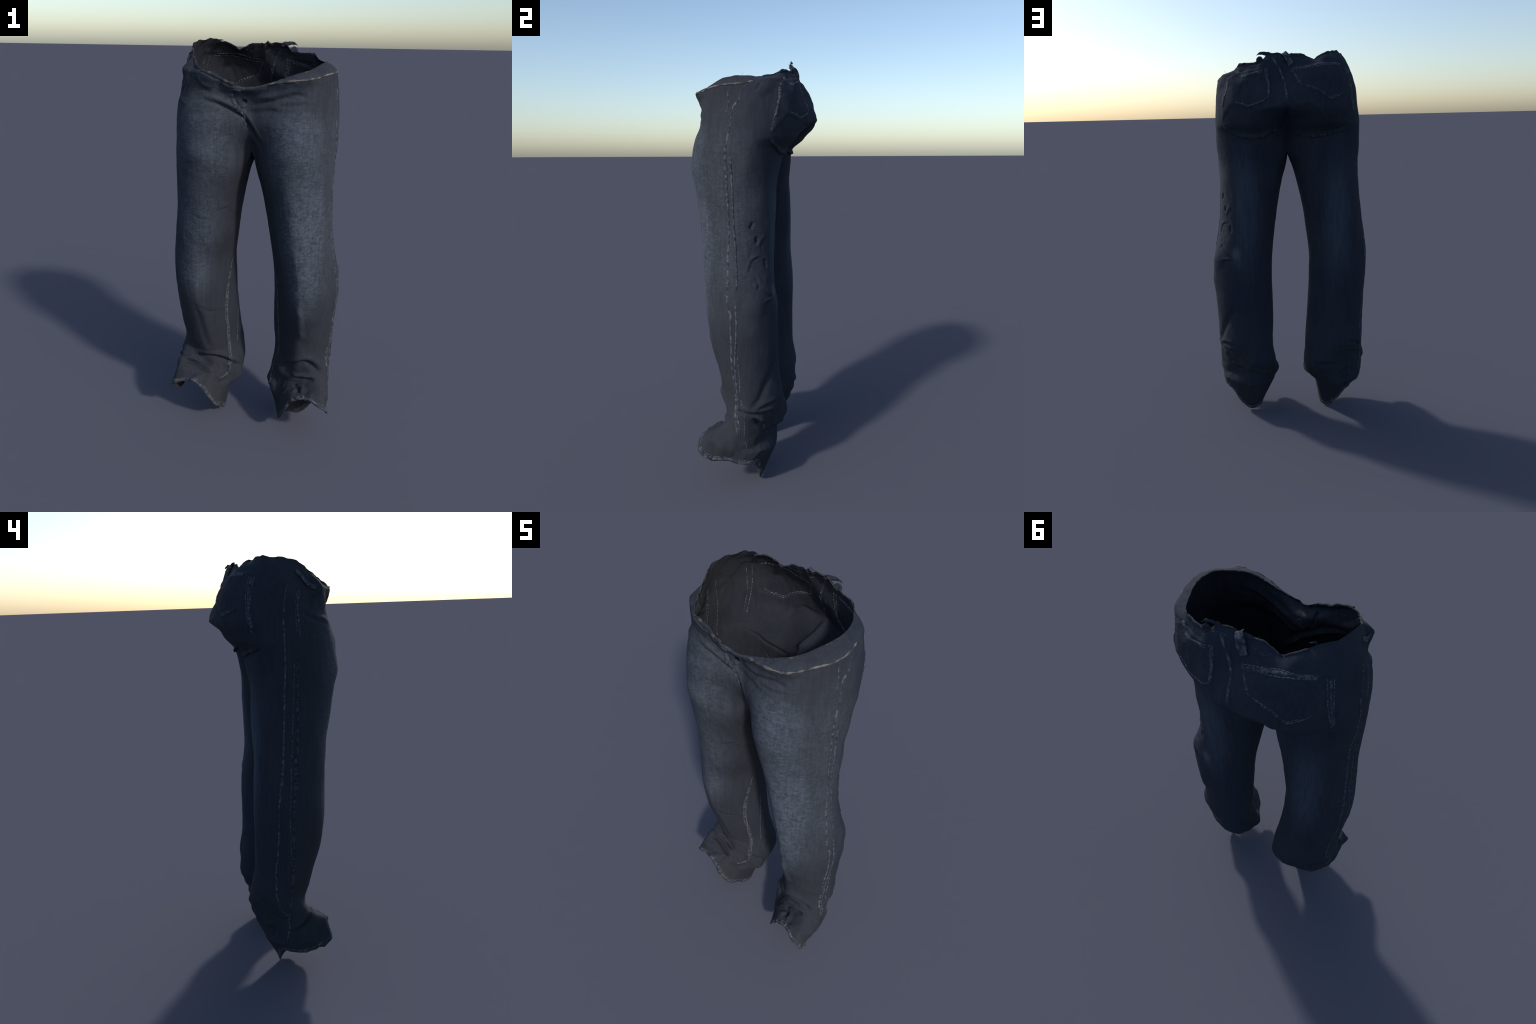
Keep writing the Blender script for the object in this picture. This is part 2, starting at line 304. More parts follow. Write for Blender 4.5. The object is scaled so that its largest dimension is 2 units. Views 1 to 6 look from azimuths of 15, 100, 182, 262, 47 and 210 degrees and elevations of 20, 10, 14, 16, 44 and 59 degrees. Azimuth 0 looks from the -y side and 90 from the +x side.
SEWN = {
    's_pr_top': [[(-0.038,0.197,1.907), (-0.101,0.188,1.920), (-0.149,0.174,1.930), (-0.206,0.164,1.934), (-0.280,0.127,1.933)],
        [(-0.054,0.208,1.897), (-0.149,0.190,1.914), (-0.205,0.173,1.922), (-0.284,0.131,1.925)]],
    's_pr_in': [[(-0.030,0.196,1.907), (-0.053,0.230,1.867), (-0.072,0.245,1.839), (-0.090,0.250,1.827)],
        [(-0.043,0.202,1.902), (-0.063,0.232,1.866), (-0.081,0.244,1.843)]],
    's_pr_bot': [[(-0.088,0.249,1.830), (-0.138,0.249,1.813), (-0.178,0.246,1.794), (-0.221,0.236,1.766), (-0.267,0.207,1.783), (-0.301,0.175,1.807)],
        [(-0.096,0.248,1.832), (-0.142,0.247,1.819), (-0.182,0.243,1.801), (-0.221,0.235,1.775), (-0.262,0.209,1.789)]],
    's_pr_out': [[(-.297,.119,1.924), (-.318,.140,1.850), (-.330,.140,1.770), (-.336,.120,1.688)],
        [(-.314,.101,1.917), (-.330,.120,1.850), (-.341,.125,1.760), (-.345,.112,1.700)]],
    's_pl_top': [[(0.244,0.147,1.903), (0.212,0.173,1.875), (0.158,0.192,1.885), (0.099,0.199,1.901)],
        [(0.232,0.148,1.911), (0.202,0.173,1.884), (0.152,0.190,1.894), (0.098,0.195,1.910)]],
    's_pl_in': [[(0.087,0.194,1.918), (0.076,0.223,1.848), (0.075,0.254,1.786)],
        [(0.099,0.193,1.914), (0.084,0.225,1.840), (0.083,0.249,1.792)]],
    's_pl_bot': [[(0.076,0.254,1.784), (0.106,0.256,1.760), (0.138,0.247,1.750), (0.187,0.228,1.735), (0.221,0.209,1.752), (0.256,0.186,1.761)],
        [(0.083,0.250,1.790), (0.110,0.252,1.768), (0.142,0.245,1.757), (0.186,0.228,1.743), (0.217,0.210,1.758)]],
    's_pl_out': [[(0.283,0.134,1.878), (0.298,0.133,1.819), (0.310,0.131,1.784), (0.327,0.119,1.722), (0.327,0.109,1.675)],
        [(0.269,0.143,1.879), (0.283,0.142,1.834), (0.305,0.137,1.784)]],
    's_center': [[(0.065,0.172,1.964), (0.037,0.191,1.924), (0.010,0.216,1.869), (-0.001,0.248,1.814), (-0.011,0.277,1.753)],
        [(0.053,0.175,1.960), (0.027,0.193,1.916), (0.004,0.217,1.869), (-0.007,0.249,1.814), (-0.015,0.277,1.749)]],
    's_yoke': [[(0.093,0.174,1.959), (0.065,0.170,1.966), (0.017,0.170,1.956), (-0.018,0.166,1.946)],
        [(-0.054,0.158,1.954), (-0.066,0.156,1.955), (-0.078,0.160,1.950), (-0.102,0.160,1.950), (-0.117,0.145,1.961)]],
    's_sr': [[(-0.344,-0.034,1.883), (-0.357,-0.023,1.844), (-0.365,-0.014,1.799), (-0.374,-0.009,1.720), (-0.382,-0.010,1.668), (-0.383,-0.012,1.614), (-0.370,-0.010,1.462), (-0.370,-0.005,1.319), (-0.380,0.001,1.175), (-0.393,0.013,0.997)],
        [(-0.380,0.003,1.170), (-0.384,0.010,1.074), (-0.390,0.018,1.000), (-0.386,0.026,0.842), (-0.366,0.026,0.712), (-0.357,0.032,0.582), (-0.370,0.030,0.459), (-0.386,0.022,0.406), (-0.406,0.003,0.362), (-0.405,-0.000,0.299), (-0.388,0.010,0.209)]],
    's_sr2': [[(-0.338,-0.094,1.868), (-0.360,-0.072,1.803), (-0.366,-0.074,1.744), (-0.377,-0.077,1.671)],
        [(-0.344,-0.078,1.862), (-0.361,-0.063,1.804), (-0.367,-0.063,1.745), (-0.376,-0.067,1.685)]],
    's_sr3': [[(-0.382,-0.063,1.605), (-0.380,-0.065,1.460), (-0.387,-0.060,1.319), (-0.397,-0.054,1.175), (-0.416,-0.046,1.000)],
        [(-0.397,-0.048,1.171), (-0.408,-0.038,1.039), (-0.417,-0.030,0.888), (-0.404,-0.029,0.764), (-0.392,-0.026,0.635), (-0.390,-0.019,0.550), (-0.395,-0.010,0.425), (-0.407,-0.006,0.336)]],
    's_sr4': [[(-0.382,-0.052,1.558), (-0.378,-0.048,1.461), (-0.382,-0.041,1.319), (-0.397,-0.028,1.102), (-0.408,-0.021,1.000)],
        [(-0.391,-0.027,1.171), (-0.403,-0.022,1.039), (-0.410,-0.014,0.887), (-0.398,-0.019,0.754), (-0.388,-0.019,0.634)]],
    's_sl1': [[(0.358,-0.007,1.855), (0.364,-0.024,1.805), (0.365,-0.050,1.772), (0.369,-0.056,1.735), (0.373,-0.070,1.661), (0.377,-0.083,1.607), (0.377,-0.082,1.517), (0.373,-0.078,1.405), (0.369,-0.074,1.298), (0.372,-0.073,1.234), (0.379,-0.077,1.133), (0.399,-0.071,0.983)],
        [(0.385,-0.073,1.071), (0.405,-0.076,0.943), (0.408,-0.060,0.877), (0.409,-0.057,0.772), (0.406,-0.057,0.687), (0.403,-0.056,0.608), (0.400,-0.048,0.529), (0.401,-0.053,0.410), (0.405,-0.045,0.348), (0.413,-0.035,0.296)]],
    's_sl2': [[(0.380,-0.061,1.579), (0.375,-0.057,1.468), (0.366,-0.055,1.369), (0.365,-0.051,1.262), (0.374,-0.042,1.082), (0.387,-0.038,0.981)],
        [(0.393,-0.040,0.948), (0.399,-0.036,0.875), (0.400,-0.033,0.800), (0.400,-0.038,0.724), (0.400,-0.042,0.646), (0.396,-0.037,0.528), (0.398,-0.038,0.465), (0.400,-0.040,0.410), (0.405,-0.033,0.365), (0.412,-0.028,0.304)]],
    's_sl3': [[(0.397,-0.031,0.692), (0.391,-0.024,0.597), (0.389,-0.018,0.486), (0.392,-0.008,0.409), (0.409,-0.007,0.313), (0.395,0.006,0.217)]],
    's_ir1': [[(-0.119,-0.040,0.953), (-0.125,-0.056,0.877), (-0.132,-0.072,0.762), (-0.137,-0.073,0.628), (-0.137,-0.050,0.519), (-0.125,-0.049,0.388), (-0.113,-0.116,0.295), (-0.146,-0.163,0.272)],
        [(-0.126,-0.056,0.849), (-0.137,-0.084,0.766), (-0.144,-0.085,0.633), (-0.144,-0.062,0.524), (-0.135,-0.057,0.391), (-0.123,-0.116,0.304)]],
    's_ir2': [[(-0.114,0.003,0.789), (-0.108,-0.005,0.600), (-0.109,0.005,0.433)]],
    's_fly': [[(-0.082,-0.250,1.814), (-0.072,-0.219,1.771), (-0.059,-0.213,1.726), (-0.034,-0.206,1.695), (-0.018,-0.204,1.669)]],
    's_fly2': [[(-0.059,-0.213,1.719), (-0.035,-0.204,1.728), (-0.011,-0.197,1.734), (-0.002,-0.199,1.748), (-0.008,-0.203,1.758), (-0.028,-0.205,1.758)]],
    's_fly3': [[(-0.034,-0.206,1.695), (-0.018,-0.198,1.730)]],
    's_lpocket': [[(0.361,-0.074,1.844), (0.361,-0.069,1.789), (0.364,-0.078,1.748)]],
}

# (kind, depth, half width); the longer the name's list the more it meanders
FOLD_SHAPE = {
    'f_r_groin': ('fold', .011, .010), 'f_l_groin': ('valley', .012, .012), 'f_l_hip1': ('fold', .006, .011), 'f_l_hip2': ('fold', .003, .010),
    'f_l_hip3': ('fold', .002, .009), 'f_r_hip': ('fold', .006, .010), 'f_r_shin': ('fold', .008, .017), 'f_r_shin2': ('fold', .003, .010),
    'f_r_ank1': ('fold', .022, .010), 'f_r_ank2': ('fold', .015, .012), 'f_r_ank3': ('valley', .012, .012), 'f_r_ank4': ('fold', .012, .012),
    'f_r_tongue': ('ridge', .008, .012), 'f_l_shin': ('ridge', .009, .014), 'f_l_ank1': ('fold', .014, .014), 'f_l_ank2': ('fold', .016, .010),
    'f_l_ank3': ('fold', .012, .009), 'f_l_knee': ('fold', .004, .012), 'f_r_knee': ('fold', .0018, .010), 'f_r_thigh': ('fold', .0018, .008),
    'f_seat_l': ('ridge', .010, .007), 'f_seat_r': ('ridge', .009, .007), 'f_cleft': ('valley', .012, .012), 'f_arch_l': ('ridge', .006, .010),
    'f_arch_r': ('ridge', .006, .010), 'f_bl1': ('fold', .009, .010), 'f_bl2': ('fold', .012, .012), 'f_bl3': ('fold', .010, .012),
    'f_br1': ('fold', .007, .009), 'f_br2': ('fold', .007, .011), 'f_br3': ('fold', .009, .009), 'f_br4': ('fold', .007, .013),
    'f_l_back1': ('fold', .008, .010), 'f_l_back2': ('fold', .009, .010), 'f_l_out': ('valley', .010, .018),
    'w_1': ('pit', .016, .0038), 'w_2': ('pit', .016, .0038), 'w_3': ('fold', .005, .005), 'w_4': ('pit', .010, .006), 'w_5': ('fold', .005, .006),
    'w_6': ('fold', .005, .006), 'w_7': ('fold', .003, .007), 'f_side': ('pit', .006, .004), 'f_r4a': ('fold', .008, .008), 'f_r4b': ('fold', .006, .010),
    'f_r4c': ('fold', .016, .009), 'f_r4d': ('pit', .008, .006), 'f_r4e': ('fold', .006, .008), 'f_r4f': ('fold', .010, .008)}

def crease_field(name, pts):
    kind, a, w = FOLD_SHAPE[name]
    P, Nn = cloth.snap(densify(pts, .006))
    T = np.gradient(P, axis=0); T /= np.linalg.norm(T, axis=1)[:, None]+1e-9
    S = np.cross(T, Nn)
    S *= np.where(S[:, 2] < 0, -1, 1)[:, None]
    lo, hi = P.min(0)-5*w, P.max(0)+5*w
    sel = np.nonzero(((V > lo) & (V < hi)).all(1))[0]
    out = np.zeros(len(V))
    if not len(sel):
        return out
    D = V[sel][:, None]-P[None]
    d2 = (D**2).sum(2); k = d2.argmin(1); d = np.sqrt(d2.min(1))
    facing = (cloth.n[sel]*Nn[k]).sum(1) > 0.0
    sd = (D[np.arange(len(sel)), k]*S[k]).sum(1)
    tt = k/(len(P)-1); taper = np.clip(np.minimum(tt, 1-tt)/.22, 0, 1)**.7
    if kind == 'pit':
        taper = np.sqrt(np.clip(1-(2*tt-1)**2, 0, 1))
    end = np.sqrt(np.maximum(d**2-sd**2, 0))
    gd = lambda x: np.exp(-x*x)
    if kind == 'ridge':
        f = gd(d/w)
    elif kind in ('valley', 'pit'):
        f = -gd(d/w)
    else:
        f = (-gd(sd/w)+.75*gd((sd-1.7*w)/(1.2*w)))*gd(end/(1.5*w))
    out[sel] = a*f*taper*facing
    return out

disp = np.zeros(len(V))
for name, pts in FOLDS.items():
    disp += crease_field(name, pts)

# back pockets stand proud of the seat: outline in the (x, z) plane of the back
POCKETS = {'R': [(-.026, 1.912), (-.305, 1.940), (-.345, 1.87), (-.352, 1.80), (-.345, 1.685), (-.30, 1.785), (-.221, 1.757), (-.135, 1.806), (-.085, 1.826), (-.055, 1.865)],
           'L': [(.106, 1.918), (.245, 1.898), (.292, 1.878), (.318, 1.78), (.328, 1.665), (.27, 1.745), (.187, 1.728), (.106, 1.755), (.070, 1.782), (.072, 1.85)]}
def inside(poly, x, z):
    poly = np.array(poly); c = np.zeros(len(x), bool)
    for (x0, z0), (x1, z1) in zip(poly, np.roll(poly, -1, 0)):
        hit = ((z0 > z) != (z1 > z)) & (x < (x1-x0)*(z-z0)/(z1-z0+1e-12)+x0)
        c ^= hit
    return c
def edge_dist(poly, x, z):
    poly = np.array(poly); best = np.full(len(x), 9.0); p = np.stack([x, z], 1)
    for a, b in zip(poly, np.roll(poly, -1, 0)):
        t = np.clip(((p-a)@(b-a))/((b-a)@(b-a)), 0, 1)
        best = np.minimum(best, np.linalg.norm(p-a-t[:, None]*(b-a), axis=1))
    return best
back_face = (V[:, 1] > .04) & (V[:, 2] > 1.62)
for poly in POCKETS.values():
    sel = np.nonzero(back_face & inside(poly, V[:, 0], V[:, 2]))[0]
    e = edge_dist(poly, V[sel, 0], V[sel, 2])
    disp[sel] += .0035*np.clip(e/.004, 0, 1)

# hand of the cloth: soft dents, plus tight rumples where it bunches
big = wobble(V*np.array([1, 1, .55]), 11.0, 3, 3.1)
fine = wobble(V*np.array([1, 1, .8]), 38.0, 2, 7.7)
low = np.exp(-((V[:, 2]-.24)/.13)**2)
top = np.exp(-((V[:, 2]-1.86)/.07)**2)
patch = np.exp(-(((V-np.array([.36, .04, 1.04]))/np.array([.07, .055, .20]))**2).sum(1))
disp += big*(.0026+.0055*low+.002*top+.0015*patch)+fine*(.0006+.0018*low+.0012*top+.0015*patch)
V = V+NRM*disp[:, None]

# ragged rim and hems: the last rows are torn up and down
ang = np.arctan2(V[:, 1], V[:, 0])
jag = np.array([mnoise.noise(Vector((math.cos(a)*9, math.sin(a)*9, 1.3)))*1.6+.6*mnoise.noise(Vector((math.cos(a)*26, math.sin(a)*26, 4.1))) for a in ang])
calm = np.where((ang > -1.3) & (ang < .45), .25, 1.0)         # the turned-in left front is whole
wr = np.clip(1-VROW/9.0, 0, 1)**1.3
V[:, 2] += wr*jag*.0042*calm
V[:, :2] += (wr*jag*.004*calm)[:, None]*NRM[:, :2]
wh = np.clip((VROW-(R_tot-10))/9.0, 0, 1)**1.3
hj = wobble(V, 34.0, 3, 2.2)
V[:, 2] += wh*np.where(V[:, 2] > .03, hj*.011, np.abs(hj)*.006)
V[:, 2] -= V[:, 2].min()-.002
NRM = vnormals(V, Q)
cloth = Cloth()


# ------------------------------------------------------------------ materials
def nodes_of(name):
    m = bpy.data.materials.new(name); m.use_nodes = True
    nt = m.node_tree; nt.nodes.clear()
    return m, nt

class G:
    """small helper for node graphs"""
    def __init__(self, nt):
        self.nt = nt
        self.co = nt.nodes.new('ShaderNodeTexCoord').outputs['Object']
    def new(self, kind, **kw):
        n = self.nt.nodes.new(kind)
        for k, v in kw.items():
            setattr(n, k, v)
        return n
    def put(self, sock, val):
        if hasattr(val, 'is_linked') or hasattr(val, 'links'):
            self.nt.links.new(val, sock)
        else:
            sock.default_value = val
    def math(self, op, a, b=0.0, clamp=False):
        n = self.new('ShaderNodeMath', operation=op, use_clamp=clamp)
        self.put(n.inputs[0], a); self.put(n.inputs[1], b)
        return n.outputs[0]
    def scaled(self, s, loc=(0, 0, 0)):
        n = self.new('ShaderNodeMapping')
        self.put(n.inputs['Vector'], self.co); n.inputs['Scale'].default_value = s; n.inputs['Location'].default_value = loc
        return n.outputs[0]
    def noise(self, s, scale, detail=3, rough=.55, lo=.35, hi=.65, loc=(0, 0, 0), dist=0.0):
        n = self.new('ShaderNodeTexNoise')
        self.put(n.inputs['Vector'], self.scaled(s, loc))
        n.inputs['Scale'].default_value = scale; n.inputs['Detail'].default_value = detail; n.inputs['Roughness'].default_value = rough
        n.inputs['Distortion'].default_value = dist
        return self.remap(n.outputs['Fac'], lo, hi)
    def remap(self, v, lo, hi, a=0.0, b=1.0, smooth=True):
        n = self.new('ShaderNodeMapRange', interpolation_type='SMOOTHSTEP' if smooth else 'LINEAR')
        self.put(n.inputs['Value'], v)
        for k, x in zip(('From Min', 'From Max', 'To Min', 'To Max'), (lo, hi, a, b)):
            n.inputs[k].default_value = x
        return n.outputs[0]
    def blob(self, c, r, lo=1.0, hi=.15):
        """1 inside an ellipsoid, fading to 0 at its skin"""
        s = self.new('ShaderNodeVectorMath', operation='SUBTRACT'); self.put(s.inputs[0], self.co); s.inputs[1].default_value = c
        d = self.new('ShaderNodeVectorMath', operation='DIVIDE'); self.put(d.inputs[0], s.outputs[0]); d.inputs[1].default_value = r
        l = self.new('ShaderNodeVectorMath', operation='LENGTH'); self.put(l.inputs[0], d.outputs[0])
        return self.remap(l.outputs['Value'], hi, lo, 1.0, 0.0)
    def mix(self, f, a, b, mode='MIX'):
        n = self.new('ShaderNodeMix', data_type='RGBA', blend_type=mode)
        self.put(n.inputs[0], f)
        self.put(n.inputs[6], a if not isinstance(a, tuple) else (*a, 1)); self.put(n.inputs[7], b if not isinstance(b, tuple) else (*b, 1))
        return n.outputs[2]
    def finish(self, colour, rough=.92, bump=None, strength=.3, distance=.002, spec=.12, sheen=.0):
        b = self.new('ShaderNodeBsdfPrincipled')
        self.put(b.inputs['Base Color'], colour); b.inputs['Roughness'].default_value = rough
        b.inputs['Specular IOR Level'].default_value = spec
        b.inputs['Sheen Weight'].default_value = sheen
        if bump is not None:
            n = self.new('ShaderNodeBump'); n.inputs['Strength'].default_value = strength; n.inputs['Distance'].default_value = distance
            self.put(n.inputs['Height'], bump); self.nt.links.new(n.outputs[0], b.inputs['Normal'])
        o = self.new('ShaderNodeOutputMaterial'); self.nt.links.new(b.outputs[0], o.inputs['Surface'])

INDIGO = (.0170, .0220, .0360)      # unworn back and sides
SOOT = (.0220, .0250, .0335)        # greyer, dirtier front and shins
FADE = (.112, .141, .186)           # rubbed pale thighs and knees
BLUE = (.046, .064, .096)           # rubbed back of the thighs

def denim(name, gain=None):
    m, nt = nodes_of(name); g = G(nt)
    sep = g.new('ShaderNodeSeparateXYZ'); g.put(sep.inputs[0], g.co)
    x, y, z = sep.outputs
    # front cloth is greyer than the back cloth; they meet raggedly at the side seams
    slub = g.noise((1, 1, .06), 95, 2, .6, .3, .7)                  # vertical yarn streaks
    mott = g.noise((1, 1, 2.0), 36, 4, .60, .36, .68, dist=1.4)      # cloudy rubbing, flattened sideways
    coarse = g.noise((1, 1, .7), 9, 3, .5, .33, .67)
    edge = g.math('ADD', y, g.math('MULTIPLY', g.math('SUBTRACT', coarse, .5), .10))
    backness = g.remap(edge, -.06, .07)
    base = g.mix(backness, SOOT, INDIGO)
    base = g.mix(g.math('MULTIPLY', coarse, .35), base, (.030, .034, .043))
    base = g.mix(g.math('MULTIPLY', slub, .22), base, (.044, .050, .064))
    # rubbed pale areas
    fades = [((.275, -.24, 1.18), (.19, .22, .58), .58), ((.285, -.235, .92), (.16, .18, .30), .55), ((.23, -.26, 1.54), (.24, .18, .34), .44),
             ((-.22, -.26, 1.56), (.26, .20, .36), .36), ((-.26, -.23, 1.20), (.20, .18, .46), .36), ((-.29, -.22, .93), (.17, .17, .24), .38),
             ((.0, -.24, 1.76), (.60, .16, .22), .20), ((.37, -.08, 1.30), (.11, .20, .75), .22)]
    f = None
    for c, r, a in fades:
        v = g.math('MULTIPLY', g.blob(c, r), a)
        f = v if f is None else g.math('MAXIMUM', f, v)
    grain = g.math('ADD', g.math('MULTIPLY', mott, .75), g.math('MULTIPLY', slub, .25))
    f = g.math('MULTIPLY', f, g.math('ADD', g.math('MULTIPLY', grain, .88), .24), clamp=True)
    col = g.mix(f, base, FADE)
    b = None
    for c, r, a in [((.225, .12, 1.22), (.115, .12, .46), .75), ((-.265, .135, 1.16), (.110, .12, .48), .7), ((.27, .12, .96), (.06, .08, .12), .5)]:
        v = g.math('MULTIPLY', g.blob(c, r), a)
        b = v if b is None else g.math('MAXIMUM', b, v)
    b = g.math('MULTIPLY', b, g.math('ADD', g.math('MULTIPLY', slub, .5), .55), clamp=True)
    col = g.mix(b, col, BLUE)
    # rubbed-white popliteal spot on the wearer's left leg, brown grime low down, small rust flecks at the hip
    col = g.mix(g.math('MULTIPLY', g.blob((.285, .105, .965), (.035, .05, .055)), .5), col, (.090, .105, .130))
    grime = g.math('MULTIPLY', g.remap(z, .75, .12), g.math('MULTIPLY', coarse, .45))
    col = g.mix(grime, col, (.0255, .0258, .0285))
    fleck = g.noise((1, 1, .25), 60, 2, .5, .72, .76, loc=(3, 1, 2))
    col = g.mix(g.math('MULTIPLY', fleck, g.math('MULTIPLY', g.blob((.25, -.22, 1.60), (.16, .12, .16)), .5)), col, (.10, .070, .060))
    if gain:
        col = g.mix(1.0, col, gain, 'MULTIPLY')
    # weave: fine diagonal twill and yarn grain
    tw = g.new('ShaderNodeTexWave', wave_type='BANDS', bands_direction='DIAGONAL')
    g.put(tw.inputs['Vector'], g.co); tw.inputs['Scale'].default_value = 190; tw.inputs['Distortion'].default_value = 2.0
    fine = g.noise((1, 1, .6), 320, 2, .6, .2, .8)
    h = g.math('ADD', g.math('MULTIPLY', tw.outputs['Fac'], .3), g.math('ADD', g.math('MULTIPLY', fine, .5), g.math('MULTIPLY', mott, .9)))
    g.finish(col, bump=h, strength=.35, distance=.0016)
    return m

def plain(name, dark, pale, scale=60, lo=.35, hi=.65, **kw):
    m, nt = nodes_of(name); g = G(nt)
    n = g.noise((1, 1, 1), scale, 3, .6, lo, hi)
    g.finish(g.mix(n, dark, pale), bump=g.noise((1, 1, 1), 300, 2), strength=.3, distance=.001, **kw)
    return m

DENIM = denim('washed denim')
INSIDE = denim('denim wrong side', (1.02, .95, .86))
SEAM = plain('felled seam denim', (.024, .028, .039), (.088, .100, .124), 70, .38, .70)
WORN = plain('worn white edge', (.040, .041, .047), (.165, .155, .146), 30, .36, .72)
RUBBED = plain('rubbed edge', (.022, .024, .031), (.100, .094, .090), 34, .46, .76)
THREAD = plain('faded thread', (.045, .050, .060), (.165, .165, .172), 38, .36, .68)
DULL_THREAD = plain('dull thread', (.034, .040, .054), (.112, .124, .150), 40, .36, .68)
FRAY = plain('frayed yarn', (.05, .045, .042), (.17, .155, .14), 40)

# ------------------------------------------------------------------ objects
root = bpy.data.objects.new('denim_jeans', None)
bpy.context.scene.collection.objects.link(root)
root['label'] = 'worn dark blue denim jeans standing empty with a ragged waist'
root['category'] = 'jeans'

def add_mesh(name, v, f, parent, mat, normals=None, smooth=True, kind=None):
    v = np.asarray(v, float); v[:, 2] = np.maximum(v[:, 2], 0.0)
    me = bpy.data.meshes.new(name)
    me.from_pydata(np.asarray(v).tolist(), [], [list(map(int, q)) for q in f])
    me.materials.append(mat)
    if smooth:
        me.polygons.foreach_set('use_smooth', [True]*len(me.polygons))
    if normals is not None:
        me.normals_split_custom_set_from_vertices(np.asarray(normals).tolist())
    ob = bpy.data.objects.new(name, me)
    bpy.context.scene.collection.objects.link(ob)
    ob.parent = parent
    if kind:
        ob['kind'] = kind
    return ob

EDGES = np.sort(np.concatenate([Q[:, [0, 1]], Q[:, [1, 2]], Q[:, [2, 3]], Q[:, [3, 0]]]), 1)
uk, cnt = np.unique(EDGES[:, 0]*len(V)+EDGES[:, 1], return_counts=True)
OPEN = uk[cnt == 1]

def cloth_part(name, mask, parent, mat):
    """cut faces out of the sheet as a two-sided piece of cloth, closed along true edges."""
    q = Q[mask]
    used, inv = np.unique(q, return_inverse=True)
    f = inv.reshape(-1, 4); n = len(used)
    vo = V[used]+NRM[used]*THICK/2; vi = V[used]-NRM[used]*THICK/2
    rim = []
    for k in range(4):
        a, b = q[:, k], q[:, (k+1) % 4]
        sel = np.isin(np.minimum(a, b)*len(V)+np.maximum(a, b), OPEN)
        a2, b2 = f[sel, k], f[sel, (k+1) % 4]
        rim.append(np.stack([b2, a2, a2+n, b2+n], 1))
    fall = np.concatenate([f, f[:, ::-1]+n]+rim)
    ob = add_mesh(name, np.concatenate([vo, vi]), fall, parent, mat, np.concatenate([NRM[used], -NRM[used]]))
    ob.data.materials.append(INSIDE)
    ob.data.polygons.foreach_set('material_index', [0]*len(f)+[1]*(len(fall)-len(f)))
    return ob

CEN = V[Q].mean(1)
hip_faces = (FROW >= row_band) & (FROW < row_fork)
pocket_faces = {k: hip_faces & (CEN[:, 1] > .04) & (CEN[:, 2] > 1.62) & inside(p, CEN[:, 0], CEN[:, 2]) for k, p in POCKETS.items()}
hips = cloth_part('hips', hip_faces & ~pocket_faces['L'] & ~pocket_faces['R'], root, DENIM)
waist = cloth_part('waistband', FROW < row_band, root, DENIM)
pocket = {k: cloth_part('back_pocket', pocket_faces[k], hips, DENIM) for k in 'LR'}
leg, cuff = [], []
for s in (0, 1):
    leg.append(cloth_part('leg', (FROW >= row_fork) & (FROW < row_cuff) & (FSIDE == s), root, DENIM))
    cuff.append(cloth_part('cuff', (FROW >= row_cuff) & (FSIDE == s), leg[s], DENIM))

# ------------------------------------------------------------------ sewn-on lines
def frame(pts, step=.003, relax=3):
    P, Nn = cloth.snap(densify(pts, step))
    for _ in range(relax):
        P[1:-1] = (P[:-2]+2*P[1:-1]+P[2:])/4
    P, Nn = cloth.snap(P)
    T = np.gradient(P, axis=0); T /= np.linalg.norm(T, axis=1)[:, None]+1e-9
    S = np.cross(T, Nn); S /= np.linalg.norm(S, axis=1)[:, None]+1e-9
    return P, Nn, T, S

def ribbon(pts, half, height, ragged=.25, seed=0.0, lift=.0015):
    """low rounded strip lying on the cloth, tapered at both ends; bottom sunk in the cloth"""
    P, Nn, T, S = frame(pts)
    n = len(P)
    t = np.linspace(0, 1, n)
    w = half*np.clip(np.minimum(t, 1-t)/.04, .12, 1)
    w = w*(1+ragged*np.array([mnoise.noise(Vector((seed, i*.13, 2.0))) for i in range(n)]))
    hh = height*(1+.5*ragged*np.array([mnoise.noise(Vector((seed, i*.21, 8.0))) for i in range(n)]))
    prof = [(-1, -.004), (-.75, .72), (0, 1.0), (.75, .72), (1, -.004), (0, -.3)]
    verts = []
    for a, h in prof:
        verts.append(P+S*(a*w)[:, None]+Nn*((lift+h*hh) if h > 0 else (lift-.0022)+0*hh)[:, None])
    v = np.stack(verts, 1).reshape(-1, 3); k = len(prof)
    f = []
    for i in range(n-1):
        for j in range(k):
            a, b = i*k+j, i*k+(j+1) % k
            f.append((a, b, b+k, a+k))
    f.append(tuple(range(k))[::-1]); f.append(tuple((n-1)*k+j for j in range(k)))
    return v, f

